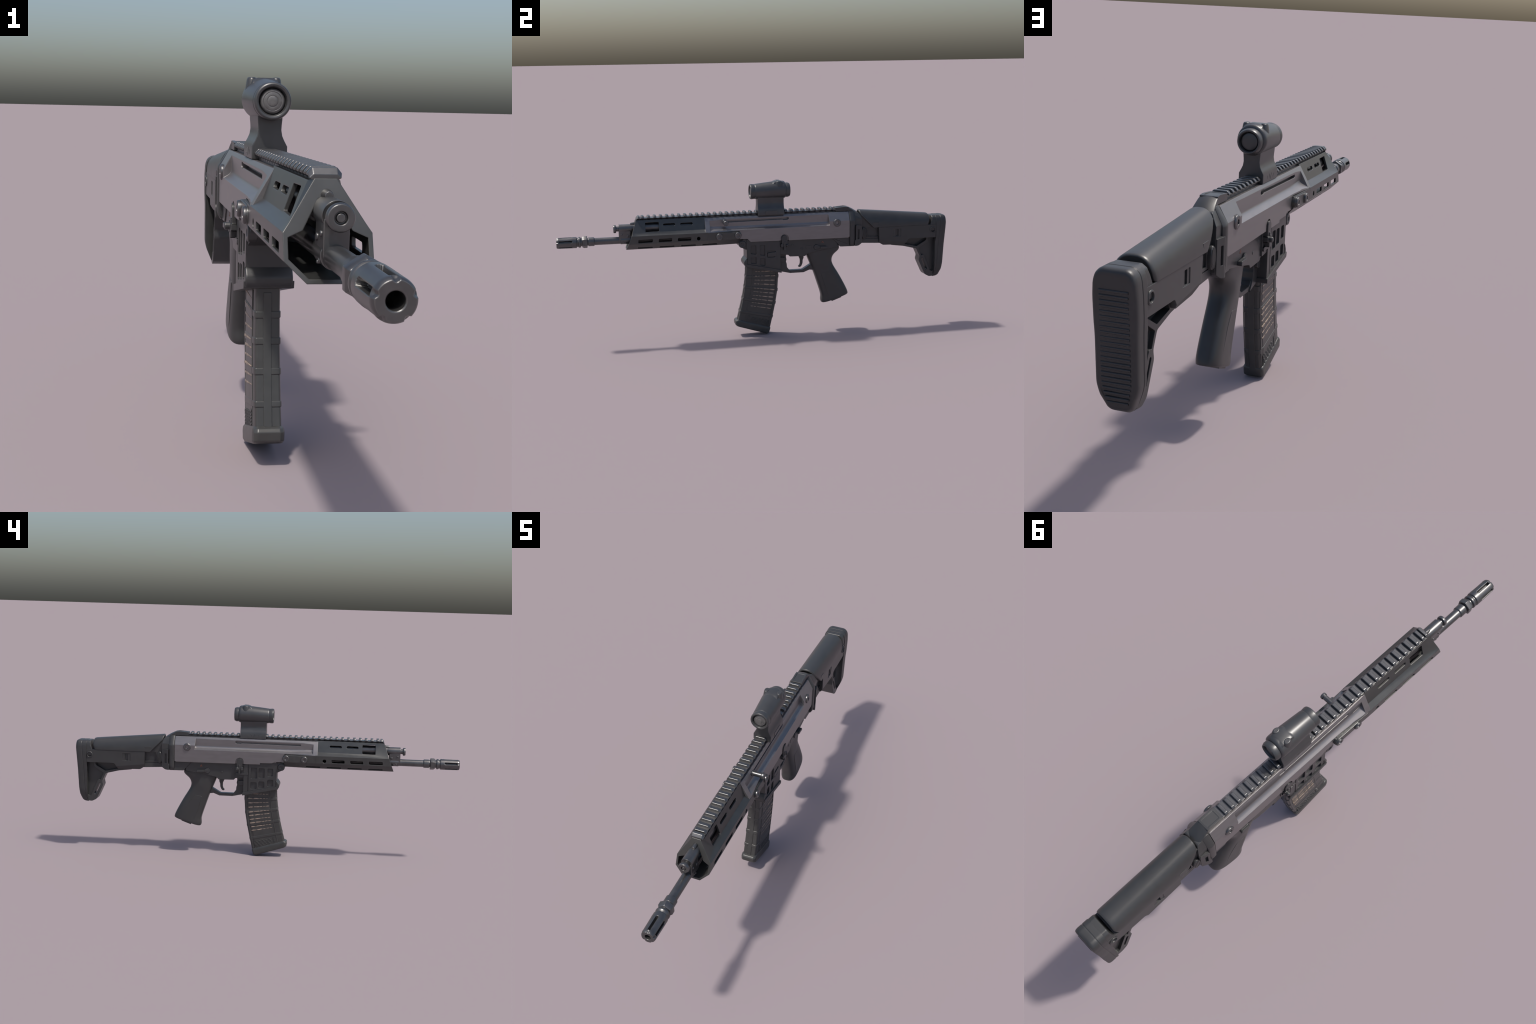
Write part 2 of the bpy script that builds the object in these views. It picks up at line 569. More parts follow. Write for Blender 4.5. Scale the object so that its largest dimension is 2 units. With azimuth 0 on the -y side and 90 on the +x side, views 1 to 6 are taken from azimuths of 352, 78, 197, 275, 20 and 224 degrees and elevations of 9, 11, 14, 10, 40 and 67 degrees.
RCV = part("upper_receiver", receiver, M_RECEIVER, 0.0018, cuts=(rcv_recess, rcv_slots, rcv_step), seg=3, angle=24, sharp=27)

# rear take-down pins
def rpin(bm):
    add_button(bm, [(0.0, 0.0200), (0.0060, 0.0196), (0.0085, 0.0165), (0.0085, 0.0080), (0.0030, 0.0075)], 0, 0, 1, 28)
bm = bmesh.new(); rpin(bm)
RPIN = new_obj("receiver_pin", bm, M_STEEL, False)
finish(RPIN, 0.0006)
RPIN.location = (CX + 0.0500, 0.4060, 0.5675); RPIN.parent = RCV
copy_of(RPIN, "receiver_pin", (CX - 0.0500, 0.4060, 0.5675), (0, 0, math.pi), parent=RCV)

# cocking handle on the right
def cocking(bm):
    add_button(bm, [(0.028, 0.0125), (0.037, 0.0125), (0.0375, 0.0095), (0.072, 0.0100), (0.074, 0.0125), (0.0815, 0.0125), (0.0842, 0.0105), (0.0842, 0.004), (0.082, 0.0035)], -0.1725, 0.5965, 1, 28)
part("charging_handle", cocking, M_STEEL, 0.0006, RCV)

# ------------------------------------------------------------------ lower receiver
LOW = [(-0.064, 0.490), (0.082, 0.490), (0.108, 0.490), (0.108, 0.332), (-0.0700, 0.369), (-0.0660, 0.400), (-0.0655, 0.452)]
def mag_well(bm):
    add_prism(bm, rpoly([(-0.0655, 0.503), (0.084, 0.500), (0.1080, 0.485), (0.1080, 0.330), (-0.0670, 0.369), (-0.0655, 0.400)], 0.006), -0.0475, 0.0475)
def well_windows(bm):
    R = ((-0.045, -0.0165, 0.425, 0.471), (0.002, 0.029, 0.416, 0.471), (-0.045, -0.0165, 0.376, 0.412), (0.002, 0.0295, 0.3635, 0.4025))
    for y0, y1, z0, z1 in R:
        prism_side(bm, rpoly([(y0, z1), (y1, z1), (y1, z0), (y0, z0 + 0.004)], 0.005), 0.041, 0.060, 1)
    prism_side(bm, rpoly([(0.038, 0.441), (0.084, 0.441), (0.084, 0.406), (0.040, 0.406)], 0.008), 0.042, 0.060, 1)
    Lw = ((0.037, 0.070, 0.413, 0.472), (-0.002, 0.030, 0.4185, 0.471), (-0.046, -0.017, 0.428, 0.471),
          (0.038, 0.071, 0.358, 0.396), (-0.002, 0.029, 0.365, 0.401), (-0.048, -0.017, 0.374, 0.412))
    for y0, y1, z0, z1 in Lw:
        prism_side(bm, rpoly([(y0, z1), (y1, z1), (y1, z0), (y0, z0 + 0.003)], 0.007), 0.041, 0.060, -1)
    prism_side(bm, [(0.0815, 0.52), (0.0860, 0.52), (0.0860, 0.345), (0.0815, 0.346)], 0.0445, 0.06, -1)
    # hollow for the magazine
    add_box(bm, -0.033, 0.033, -0.056, 0.098, 0.30, 0.372)
def well_flute(bm):
    add_box(bm, -0.030, 0.030, -0.09, -0.0630, 0.392, 0.452)
LOWER = part("magazine_well", mag_well, M_LOWER, 0.0016, cuts=(well_windows,))

def flange(bm):
    add_prism(bm, rpoly([(-0.0760, 0.3800), (0.1125, 0.3385), (0.1125, 0.3235), (-0.0740, 0.3640)], 0.003), -0.0520, 0.0520)
def flange_cut(bm):
    add_box(bm, -0.0305, 0.0305, -0.0600, 0.1000, 0.28, 0.45)
part("magazine_flange", flange, M_LOWER, 0.0022, LOWER, cuts=(flange_cut,))
def flange_nose(bm):
    add_prism(bm, rpoly([(-0.060, 0.3640), (-0.0725, 0.3645), (-0.0800, 0.3755), (-0.0800, 0.3880), (-0.0720, 0.3995), (-0.0664, 0.4060), (-0.060, 0.4080)], 0.005), -0.0490, 0.0490)
part("magazine_well_lip", flange_nose, M_LOWER, 0.004, LOWER, seg=3)

def pivot_ear(bm):
    add_prism(bm, rpoly([(-0.1050, 0.4960), (-0.1050, 0.4740), (-0.0900, 0.4620), (-0.0660, 0.4500), (-0.050, 0.4500), (-0.050, 0.505), (-0.075, 0.507)], 0.007), -0.0440, 0.0440)
    for s in (1, -1):
        add_button(bm, [(0.030, 0.0185), (0.0470, 0.0185), (0.0490, 0.0165), (0.0490, 0.0080), (0.0465, 0.0075)], -0.0870, 0.4800, s, 28)
part("pivot_ear", pivot_ear, M_LOWER, 0.0014, LOWER)

def frame(bm):
    add_prism(bm, rpoly([(0.080, 0.4905), (0.395, 0.4880), (0.4170, 0.4420), (0.305, 0.4230), (0.250, 0.4130), (0.240, 0.4010), (0.158, 0.4030),
                         (0.152, 0.4120), (0.080, 0.4160)], 0.004), -0.0405, 0.0405)
def frame_cut(bm):
    for s in (1, -1):
        prism_side(bm, [(0.152, 0.50), (0.1545, 0.50), (0.1545, 0.40), (0.152, 0.40)], 0.0390, 0.05, s)
FRAME = part("trigger_housing", frame, M_LOWER, 0.0018, LOWER)
def frame_tail(bm):
    add_prism(bm, rpoly([(0.380, 0.4885), (0.480, 0.4885), (0.490, 0.4400), (0.424, 0.4410), (0.405, 0.4640)], 0.004), -0.0440, 0.0440)
part("housing_tail", frame_tail, M_LOWER, 0.002, LOWER)

def housing_front(bm):
    # web ahead of the trigger and the raised block around the bolt release
    for s in (1, -1):
        prism_side(bm, rpoly([(0.082, 0.4880), (0.1535, 0.4880), (0.1535, 0.4150), (0.1080, 0.4190), (0.082, 0.432)], 0.003), 0.036, 0.0450, s)
    add_prism(bm, rpoly([(0.100, 0.420), (0.146, 0.420), (0.1430, 0.400), (0.1460, 0.384), (0.1430, 0.374), (0.1470, 0.362), (0.1480, 0.345), (0.158, 0.3270), (0.170, 0.311), (0.106, 0.3255)], 0.003), -0.0190, 0.0190)
part("housing_web", housing_front, M_LOWER, 0.0014, LOWER)

def mag_release(bm):
    prism_side(bm, rpoly([(0.0420, 0.4300), (0.0900, 0.4330), (0.0900, 0.4085), (0.0420, 0.4085)], 0.006), 0.030, 0.0485, 1)
    prism_side(bm, rpoly([(0.0840, 0.4450), (0.1500, 0.4420), (0.1500, 0.4295), (0.0840, 0.4310)], 0.003), 0.030, 0.0495, -1)
    for s in (1, -1):
        prism_side(bm, rpoly([(0.1080, 0.4000), (0.1360, 0.3980), (0.1400, 0.3800), (0.1280, 0.3720), (0.1100, 0.3720)], 0.004), 0.012, 0.0280, s)
part("magazine_release", mag_release, M_LOWER, 0.0018, LOWER)

def bolt_release(bm):
    for s in (1, -1):
        prism_side(bm, capsule(0.1295, 0.473, 0.1295, 0.5030, 0.0150), 0.036, 0.0575, s)
        prism_side(bm, rpoly([(0.1090, 0.4740), (0.1220, 0.4740), (0.1220, 0.4570), (0.1090, 0.4570)], 0.003), 0.040, 0.0600, s)
        prism_side(bm, rpoly([(0.1370, 0.4740), (0.1500, 0.4740), (0.1500, 0.4570), (0.1370, 0.4570)], 0.003), 0.040, 0.0600, s)
        prism_side(bm, rpoly([(0.1245, 0.4850), (0.1345, 0.4850), (0.1345, 0.4400), (0.1245, 0.4400)], 0.003), 0.036, 0.0600, s)
    add_button(bm, [(0.040, 0.0085), (0.070, 0.0085), (0.0725, 0.0065)], 0.1400, 0.4655, -1, 20)
    add_button(bm, [(0.040, 0.0060), (0.0630, 0.0060), (0.0650, 0.0045)], 0.1400, 0.4655, 1, 20)
part("bolt_release", bolt_release, M_LOWER, 0.0016, LOWER)

def small_pins(bm):
    for s in (1, -1):
        for y, z, r in ((0.1720, 0.4620, 0.0068), (0.2230, 0.4420, 0.0060)):
            add_button(bm, [(0.030, r), (0.0408, r), (0.0418, r * 0.75)], y, z, s, 18)
part("housing_pin", small_pins, M_LOWER, 0.0004, LOWER)

def selector(bm):
    for s in (1, -1):
        add_button(bm, [(0.030, 0.0150), (0.0435, 0.0150), (0.0455, 0.0130)], 0.2990, 0.4450, s, 28)
        prism_side(bm, rpoly([(0.2960, 0.4515), (0.3510, 0.4485), (0.3540, 0.4360), (0.2960, 0.4390)], 0.004), 0.040, 0.0465, s)
        prism_side(bm, rpoly([(0.3160, 0.4500), (0.3520, 0.4485), (0.3550, 0.4360), (0.3160, 0.4380)], 0.004), 0.040, 0.0545, s)
part("selector_lever", selector, M_LOWER, 0.0016, LOWER)
def selector_stop(bm):
    prism_side(bm, rpoly([(0.2420, 0.4560), (0.2740, 0.4560), (0.2740, 0.4390), (0.2420, 0.4390)], 0.003), 0.039, 0.0414, 1)
part("selector_stop", selector_stop, M_LOWER, 0.0005, LOWER)
def marks(bm):
    for s in (1, -1):
        prism_side(bm, [(0.3265, 0.4745), (0.3300, 0.4765), (0.3385, 0.4665), (0.3350, 0.4655)], 0.0395, 0.0408, s)
        prism_side(bm, [(0.3225, 0.4685), (0.3245, 0.4695), (0.3325, 0.4655), (0.3300, 0.4645)], 0.0395, 0.0408, s)
part("selector_mark", marks, M_MARK, 0, LOWER)

def guard_bar(bm):
    outer = [(0.150, 0.3270), (0.170, 0.3108), (0.2360, 0.3108), (0.2680, 0.3230), (0.2900, 0.3200)]
    inner = [(0.2800, 0.3560), (0.2700, 0.3490), (0.2300, 0.3255), (0.162, 0.3255), (0.152, 0.3400)]
    add_prism(bm, outer + inner, -0.0150, 0.0150)
part("trigger_guard", guard_bar, M_LOWER, 0.0025, LOWER, seg=3)

def trigger(bm):
    add_prism(bm, rpoly([(0.2060, 0.4100), (0.2130, 0.3950), (0.2200, 0.3790), (0.2205, 0.3600), (0.2170, 0.3490), (0.2105, 0.3440), (0.2120, 0.3390), (0.2190, 0.3370),
                   (0.2270, 0.3430), (0.2335, 0.3580), (0.2345, 0.3740), (0.2395, 0.3860), (0.2390, 0.4100)], 0.003), -0.0065, 0.0065)
part("trigger", trigger, M_LOWER, 0.0022, LOWER, seg=3)

# ------------------------------------------------------------------ pistol grip
def super_ring(cx, hx, f, r, p, n=32, flat_front=0.0):
    """superellipse ring between front point f=(y,z) and rear point r=(y,z)"""
    cy, cz = (f[0] + r[0]) / 2, (f[1] + r[1]) / 2
    ay, az = (r[0] - f[0]) / 2, (r[1] - f[1]) / 2
    out = []
    for k in range(n):
        t = 2 * math.pi * k / n
        c, s = math.cos(t), math.sin(t)
        u = math.copysign(abs(c) ** (2 / p), c)
        w = math.copysign(abs(s) ** (2 / p), s)
        out.append((cx + hx * w, cy + ay * u, cz + az * u))
    return out

def grip(bm):
    S = [((0.2400, 0.4380), (0.4160, 0.4560), 0.0375, 3.4),
         ((0.2460, 0.4200), (0.4310, 0.4370), 0.0372, 3.2),
         ((0.2520, 0.4030), (0.4260, 0.4190), 0.0370, 3.0),
         ((0.2600, 0.3830), (0.3980, 0.4020), 0.0365, 2.8),
         ((0.2720, 0.3530), (0.3850, 0.3740), 0.0355, 2.7),
         ((0.2890, 0.3150), (0.3900, 0.3460), 0.0345, 3.3),
         ((0.3060, 0.2620), (0.4200, 0.3020), 0.0345, 3.4),
         ((0.3250, 0.2050), (0.4540, 0.2390), 0.0355, 3.5),
         ((0.3310, 0.1810), (0.4710, 0.2040), 0.0360, 3.4),
         ((0.3275, 0.1640), (0.4745, 0.1900), 0.0365, 3.0),
         ((0.3290, 0.1470), (0.4740, 0.1865), 0.0360, 3.0)]
    rings = [super_ring(0, h, f, r, p) for f, r, h, p in S]
    rings.append(super_ring(0, 0.0320, (0.3380, 0.1390), (0.4690, 0.1835), 3.0))
    def swell(p):
        # shallow thumb swell behind the trigger
        x, y, z = p
        d = math.exp(-((y - 0.335) / 0.030) ** 2 - ((z - 0.366) / 0.020) ** 2)
        return (x + math.copysign(0.0030 * d, x) if abs(x) > 0.01 else x, y, z)
    rings = [[swell(p) for p in r] for r in rings]
    add_loft(bm, rings)
GRIP = part("pistol_grip", grip, M_POLY, 0, LOWER, sub=2, sharp=60)

def grip_panel(bm):
    for s in (1, -1):
        prism_side(bm, rpoly([(0.3230, 0.3060), (0.3640, 0.3130), (0.3950, 0.2700), (0.4230, 0.2130), (0.4200, 0.1900), (0.3750, 0.1740), (0.3600, 0.1900)], 0.008), 0.030, 0.0352, s)
part("grip_panel", grip_panel, M_POLY, 0.0010, GRIP)
def grip_cap(bm):
    add_prism(bm, [(0.3800, 0.1600), (0.4340, 0.1780), (0.4330, 0.1690), (0.3830, 0.1515)], -0.0290, 0.0290)
part("grip_cap", grip_cap, M_POLY, 0.0010, GRIP)

# ------------------------------------------------------------------ magazine
MAG_F = [(0.000, -0.0640, 0.3900), (0.11, -0.0650, 0.3500), (0.22, -0.0670, 0.3075), (0.36, -0.0735, 0.2540), (0.52, -0.0850, 0.1930), (0.70, -0.1010, 0.1280), (0.86, -0.1140, 0.0800), (1.0, -0.1200, 0.0600)]
MAG_R = [(0.000, 0.1040, 0.3900), (0.11, 0.1030, 0.3500), (0.22, 0.1010, 0.3020), (0.36, 0.0955, 0.2290), (0.52, 0.0840, 0.1620), (0.70, 0.0680, 0.0900), (0.86, 0.0530, 0.0300), (1.0, 0.0480, 0.0080)]
def mag_pt(s, t, grow=0.0):
    """point on the magazine's middle plane: s down the body, t 0 front .. 1 rear"""
    fy = interp(s, [(a, b) for a, b, c in MAG_F]); fz = interp(s, [(a, c) for a, b, c in MAG_F])
    ry = interp(s, [(a, b) for a, b, c in MAG_R]); rz = interp(s, [(a, c) for a, b, c in MAG_R])
    L = math.hypot(ry - fy, rz - fz)
    t2 = t + grow * (2 * t - 1) / L
    return lerp(fy, ry, t2), lerp(fz, rz, t2)

def mag_section(w):
    """(t, x): chamfered front, flat sides, narrower spine"""
    h = [(0.0, 0.0215), (0.010, w - 0.0035), (0.045, w - 0.0012), (0.20, w - 0.0008), (0.22, w), (0.86, w), (0.88, w - 0.0020), (0.975, w - 0.0030), (1.0, w - 0.0080)]
    return h + [(t, -x) for t, x in h[::-1]]
def mag_ring(s, w, grow=0.0):
    out = []
    for t, x in mag_section(w):
        y, z = mag_pt(s, t, grow)
        out.append((x + math.copysign(grow, x), y, z))
    return out
def mag_body(bm):
    n = 26
    add_loft(bm, [mag_ring(k / n * 0.90, lerp(0.0270, 0.0290, k / n)) for k in range(n + 1)])
MAG = part("magazine", mag_body, M_MAG, 0.0012, angle=30)
RIBS = (0.2200, 0.3600, 0.5200, 0.7000)
def mag_ribs(bm):
    for s in RIBS:
        w = lerp(0.0270, 0.0290, s)
        add_loft(bm, [mag_ring(s - 0.0195, w, 0.0001), mag_ring(s - 0.0155, w, 0.0016), mag_ring(s + 0.0155, w, 0.0016), mag_ring(s + 0.0195, w, 0.0001)])
part("magazine_rib", mag_ribs, M_MAG, 0.0008, MAG)
def mag_spine(bm):
    # raised bands on the front face: one in the middle, one down each corner; ridge on each side and back
    n = 24
    def band(x0, x1, t0, t1, s0=0.10, s1=0.89):
        rings = []
        for k in range(n + 1):
            s = lerp(s0, s1, k / n)
            a = mag_pt(s, t0); b = mag_pt(s, t1)
            rings.append([(x0, *a), (x1, *a), (x1, *b), (x0, *b)])
        add_loft(bm, rings)
    band(-0.0095, 0.0075, -0.012, 0.06)
    for s in (1, -1):
        band(s * 0.0180, s * 0.0290, 0.175, 0.205)
        band(s * 0.0180, s * 0.0278, 0.925, 0.965)
    band(-0.0100, 0.0100, 0.95, 1.012)
part("magazine_band", mag_spine, M_MAG, 0.0010, MAG)
def mag_base(bm):
    def ring(s, w, g):
        return mag_ring(s, w, g)
    def flat(f, r, w, c):
        pts = []
        for t, x in ((0, w - 2 * c), (0.03, w - c * 0.6), (0.08, w), (0.95, w), (0.985, w - c * 0.8), (1, w - 2 * c)):
            pts.append((t, x))
        pts = pts + [(t, -x) for t, x in pts[::-1]]
        return [(x, lerp(f[0], r[0], t), lerp(f[1], r[1], t)) for t, x in pts]
    add_loft(bm, [flat((-0.1120, 0.0860), (0.0540, 0.0350), 0.0295, 0.004), flat((-0.1220, 0.0835), (0.0555, 0.0300), 0.0325, 0.005),
                  flat((-0.1275, 0.0770), (0.0535, 0.0220), 0.0335, 0.005), flat((-0.1270, 0.0590), (0.0480, 0.0050), 0.0335, 0.005),
                  flat((-0.1200, 0.0510), (0.0400, 0.0000), 0.0300, 0.005)])
part("magazine_floorplate", mag_base, M_MAG, 0.0015, MAG)

# grip texture low on each side: short wavy ridges
def mag_texture(bm):
    for s in (1, -1):
        for i in range(7):
            sv = 0.755 + 0.0150 * i
            n = 18
            rings = []
            for k in range(n + 1):
                t = lerp(0.36, 0.90, k / n)
                d = 0.0028 * math.sin(k * 1.9 + i * 1.3) / 0.35
                a = mag_pt(sv + d, t); b = mag_pt(sv + d + 0.0062, t)
                x0, x1 = s * 0.0270, s * 0.0298
                rings.append([(x0, *a), (x1, *a), (x1, *b), (x0, *b)])
            add_loft(bm, rings)
        for i in range(6):
            sv = 0.745 + 0.021 * i
            a = mag_pt(sv, 0.235); b = mag_pt(sv + 0.013, 0.265); c = mag_pt(sv + 0.004, 0.315); d = mag_pt(sv - 0.009, 0.285)
            add_loft(bm, [[(s * 0.027, *p) for p in (a, b, c, d)], [(s * 0.0302, *p) for p in (a, b, c, d)]])
part("magazine_grip_texture", mag_texture, M_MAG, 0, MAG)["kind"] = "stuff"

# cartridge edges showing through the magazine wall
ROWS = [0.155, 0.212, 0.262, 0.308, 0.360, 0.405, 0.455, 0.500, 0.552, 0.600]
def cartridge_row(bm, s, side, rng):
    t = 0.27
    rear = 0.93
    cells = [(0.26, 0.34), (0.35, 0.43), (0.455, 0.54), (0.55, 0.73), (0.745, 0.895)]
    for i, (a, b) in enumerate(cells):
        h = (0.0030, 0.0030, 0.0034, 0.0048, 0.0052)[i] * rng.uniform(0.75, 1.15)
        a += rng.uniform(-0.006, 0.006); b += rng.uniform(-0.006, 0.006)
        n = 4
        rings = []
        for k in range(n + 1):
            u = lerp(a, b, k / n)
            hh = h / 0.37 * (0.45 if k in (0, n) else 1.0) * 0.5
            off = rng.uniform(-0.0012, 0.0012)
            p = mag_pt(s + off - hh, u); q = mag_pt(s + off + hh, u)
            w = lerp(0.0270, 0.0290, s / 0.9)
            x0, x1 = side * (w - 0.002), side * (w + 0.0005 + (0.0016 if any(abs(s - r) < 0.021 for r in RIBS) else 0))
            rings.append([(x0, *p), (x1, *p), (x1, *q), (x0, *q)])
        add_loft(bm, rings)
rng = random.Random(11)
for s in ROWS:
    for side in (1, -1):
        bm = bmesh.new()
        cartridge_row(bm, s, side, rng)
        child(finish(new_obj("cartridge", bm, M_BRASS), 0), MAG)

# ------------------------------------------------------------------ stock hinge
def collar(bm):
    # raised collar behind the receiver
    rings = []
    for y, g in ((0.4730, -0.0042), (0.4748, -0.0008), (0.4790, 0.0012), (0.4860, 0.0018), (0.4930, 0.0010), (0.4985, -0.0012), (0.5030, -0.0046)):
        h = [(0.0280, 0.6215 + g * 0.5), (0.0545 + g, 0.5790 + g * 0.4), (0.0562 + g, 0.5700), (0.0562 + g, 0.4640), (0.0530 + g, 0.4520), (0.0470 + g, 0.4430 - g * 0.5)]
        rings.append([(x, y, z) for x, z in h] + [(-x, y, z) for x, z in h[::-1]])
    add_loft(bm, rings)
HINGE = part("stock_hinge", collar, M_POLY, 0, sharp=40)
def hinge_block(bm):
    add_prism(bm, rpoly([(0.485, 0.616), (0.5280, 0.6120), (0.5400, 0.5800), (0.5400, 0.4600), (0.5250, 0.4460), (0.485, 0.4400)], 0.006), -0.0480, 0.0480)
def hinge_chamfer(bm):
    for s in (1, -1):
        add_bar(bm, [(s * 0.0265, 0.640), (s * 0.0265, 0.6210), (s * 0.0520, 0.5720), (s * 0.080, 0.572), (s * 0.080, 0.640)], 0.40, 0.60)
part("hinge_block", hinge_block, M_POLY, 0.002, HINGE, cuts=(hinge_chamfer,))
def hinge_latch(bm):
    for s in (1, -1):
        prism_side(bm, rpoly([(0.5040, 0.5510), (0.5385, 0.5490), (0.5385, 0.4570), (0.5200, 0.4450), (0.4980, 0.4430), (0.4980, 0.470), (0.5040, 0.476)], 0.004), 0.040, 0.0600, s)
def latch_slope(bm):
    for s in (1, -1):
        add_loft(bm, [[(s * x, y, z) for x, y in ((0.0605, 0.5060), (0.0500, 0.5420), (0.080, 0.5420), (0.080, 0.5060))] for z in (0.40, 0.60)])
def latch_slot(bm):
    for s in (1, -1):
        prism_side(bm, rpoly([(0.5120, 0.5290), (0.5225, 0.5290), (0.5225, 0.4780), (0.5120, 0.4780)], 0.002), 0.049, 0.07, s)
part("hinge_latch", hinge_latch, M_POLY, 0.0016, HINGE, cuts=(latch_slope, latch_slot), seg=2)
def top_cap(bm):
    # humped cap between rail and cheek rest
    rings = []
    for y, zt, w in ((0.4700, 0.6430, 0.0250), (0.4820, 0.6390, 0.0262), (0.5000, 0.6300, 0.0285), (0.5180, 0.6185, 0.0315), (0.5330, 0.6060, 0.0340)):
        r = []
        n = 10
        for k in range(n + 1):
            t = k / n * 2 - 1
            arch = 0.0030 + 0.010 * (y - 0.47) / 0.06
            r.append((w * t, y, zt - arch * t * t))
        r += [(-w * -1, y, 0.590), (-w, y, 0.590)]
        rings.append(r)
    add_loft(bm, rings)
part("hinge_cap", top_cap, M_POLY, 0.0015, HINGE)

# ------------------------------------------------------------------ stock
def stock_core(bm):
    add_prism(bm, rpoly([(0.530, 0.600), (0.640, 0.590), (0.640, 0.4480), (0.530, 0.4540)], 0.003), -0.0370, 0.0370)
def core_cut(bm):
    for s in (1, -1):
        prism_side(bm, rpoly([(0.572, 0.531), (0.640, 0.528), (0.640, 0.483), (0.572, 0.486)], 0.003), 0.030, 0.05, s)
        prism_side(bm, [(0.53, 0.4790), (0.640, 0.4760), (0.640, 0.4730), (0.53, 0.4760)], 0.034, 0.05, s)
STOCK = part("stock", stock_core, M_POLY, 0.0015, cuts=(core_cut,))
def hinge_button(bm):
    for s in (1, -1):
        rings = []
        for x, sc in ((0.030, 1.0), (0.0450, 1.0), (0.0490, 0.88), (0.0500, 0.6)):
            rings.append([(s * x, 0.5520 + 0.0165 * sc * math.cos(2 * math.pi * k / 28), 0.5050 + 0.0310 * sc * math.sin(2 * math.pi * k / 28)) for k in range(28)])
        add_loft(bm, rings)
def button_grooves(bm):
    for s in (1, -1):
        for k in range(4):
            y = 0.5450 + 0.0055 * k
            prism_side(bm, [(y, 0.535), (y + 0.0020, 0.535), (y + 0.0020, 0.475), (y, 0.475)], 0.0475, 0.06, s)
part("folding_button", hinge_button, M_POLY, 0.0008, STOCK, cuts=(button_grooves,))

BODY = [(0.6290, 0.5320), (0.9450, 0.5320), (0.9450, 0.4650), (0.7930, 0.4650), (0.7720, 0.4350), (0.6560, 0.4365), (0.6330, 0.4520)]
STRUT = [(0.7000, 0.4700), (0.9450, 0.4700), (0.9450, 0.2560), (0.9150, 0.2530), (0.8920, 0.2650), (0.8850, 0.2780), (0.8560, 0.3420), (0.8610, 0.3650),
         (0.8420, 0.4060), (0.7700, 0.4240), (0.7000, 0.4330)]
def body_chamfer(bm):
    # lower edges lean inward toward the hinge
    for s in (1, -1):
        add_loft(bm, [[(s * x, y, z) for x, z in ((0.0530, z0), (0.080, z0), (0.080, 0.40), (0.0530 - (z0 - 0.40) * 0.55, 0.40))] for y, z0 in ((0.60, 0.475), (0.80, 0.452))])
def stock_body(bm):
    add_prism(bm, rpoly(BODY, 0.006), -0.0499, 0.0499)
def body_pockets(bm):
    for s in (1, -1):
        prism_side(bm, rpoly([(0.7060, 0.5200), (0.7500, 0.5200), (0.7500, 0.4800), (0.7060, 0.4800)], 0.003), 0.0480, 0.07, s)
        prism_side(bm, rpoly([(0.7200, 0.5180), (0.7360, 0.5180), (0.7360, 0.4820), (0.7200, 0.4820)], 0.003), 0.0420, 0.07, s)
        prism_side(bm, capsule(0.9240, 0.5060, 0.92401, 0.5060, 0.0112), 0.028, 0.07, s)
part("stock_body", stock_body, M_POLY, 0.0020, STOCK, cuts=(body_chamfer, body_pockets), seg=3)
def strut(bm):
    add_prism(bm, rpoly(STRUT, 0.006), -0.0300, 0.0300)
def strut_pockets(bm):
    P1 = [(0.7950, 0.4720), (0.8930, 0.4720), (0.8970, 0.4560), (0.8930, 0.4470), (0.8440, 0.4190), (0.7740, 0.4345)]
    P2 = [(0.9600, 0.4720), (0.9600, 0.2950), (0.9300, 0.2810), (0.9200, 0.2840), (0.9060, 0.3200), (0.8840, 0.3700), (0.8780, 0.3720), (0.8700, 0.3680), (0.8590, 0.3960), (0.8530, 0.4070), (0.9050, 0.4390), (0.9100, 0.4720)]
    for s in (1, -1):
        prism_side(bm, rpoly(P1, 0.003), 0.0070, 0.07, s)
        prism_side(bm, rpoly(P2, 0.004), 0.0185, 0.07, s)
    add_prism(bm, capsule(0.8755, 0.3480, 0.8985, 0.2950, 0.0050), -0.08, 0.08)
part("stock_strut", strut, M_POLY, 0.0018, STOCK, cuts=(strut_pockets,), seg=3)
def sling_ring(bm):
    for s in (1, -1):
        add_button(bm, [(0.044, 0.0170), (0.0515, 0.0170), (0.0535, 0.0146), (0.0535, 0.0122), (0.046, 0.0108), (0.033, 0.0106)], 0.9240, 0.5060, s, 28)
part("sling_socket", sling_ring, M_POLY, 0.0008, STOCK)

# cheek rest: arched tube with a slanted front edge
def cheek(bm):
    n, m = 22, 24
    rings = []
    def top(y): return interp(y, [(0.53, 0.6255), (0.905, 0.5910)])
    for i in range(n + 1):
        u = i / n
        ring = []
        for k in range(m + 1):
            a = math.pi * k / m
            c, s_ = math.cos(a), math.sin(a)
            hx = 0.0515
            x = hx * math.copysign(abs(c) ** 0.80, c)
            v = abs(s_) ** 0.92                         # 0 at lower edge, 1 on top
            zl = 0.5320
            ym = lerp(0.54, 0.905, u)
            z = zl + (top(ym) - zl) * v
            yf = interp(z, [(0.532, 0.6030), (0.600, 0.5400), (0.6300, 0.5310)])
            yr = interp(z, [(0.532, 0.8900), (0.560, 0.8990), (0.60, 0.8975)])
            ring.append((x, lerp(yf, yr, u), z))
        rings.append(ring)
    def shrink(ring, k, dy):
        out = []
        for x, y, z in ring:
            out.append((x * k, y + dy, 0.545 + (z - 0.545) * k))
        return out
    full = [shrink(rings[0], 0.93, -0.0035)] + rings + [shrink(rings[-1], 0.965, 0.006), shrink(rings[-1], 0.90, 0.009)]
    add_loft(bm, full)
CHEEK = part("cheek_rest", cheek, M_POLY, 0.0012, STOCK, angle=40, sharp=50)
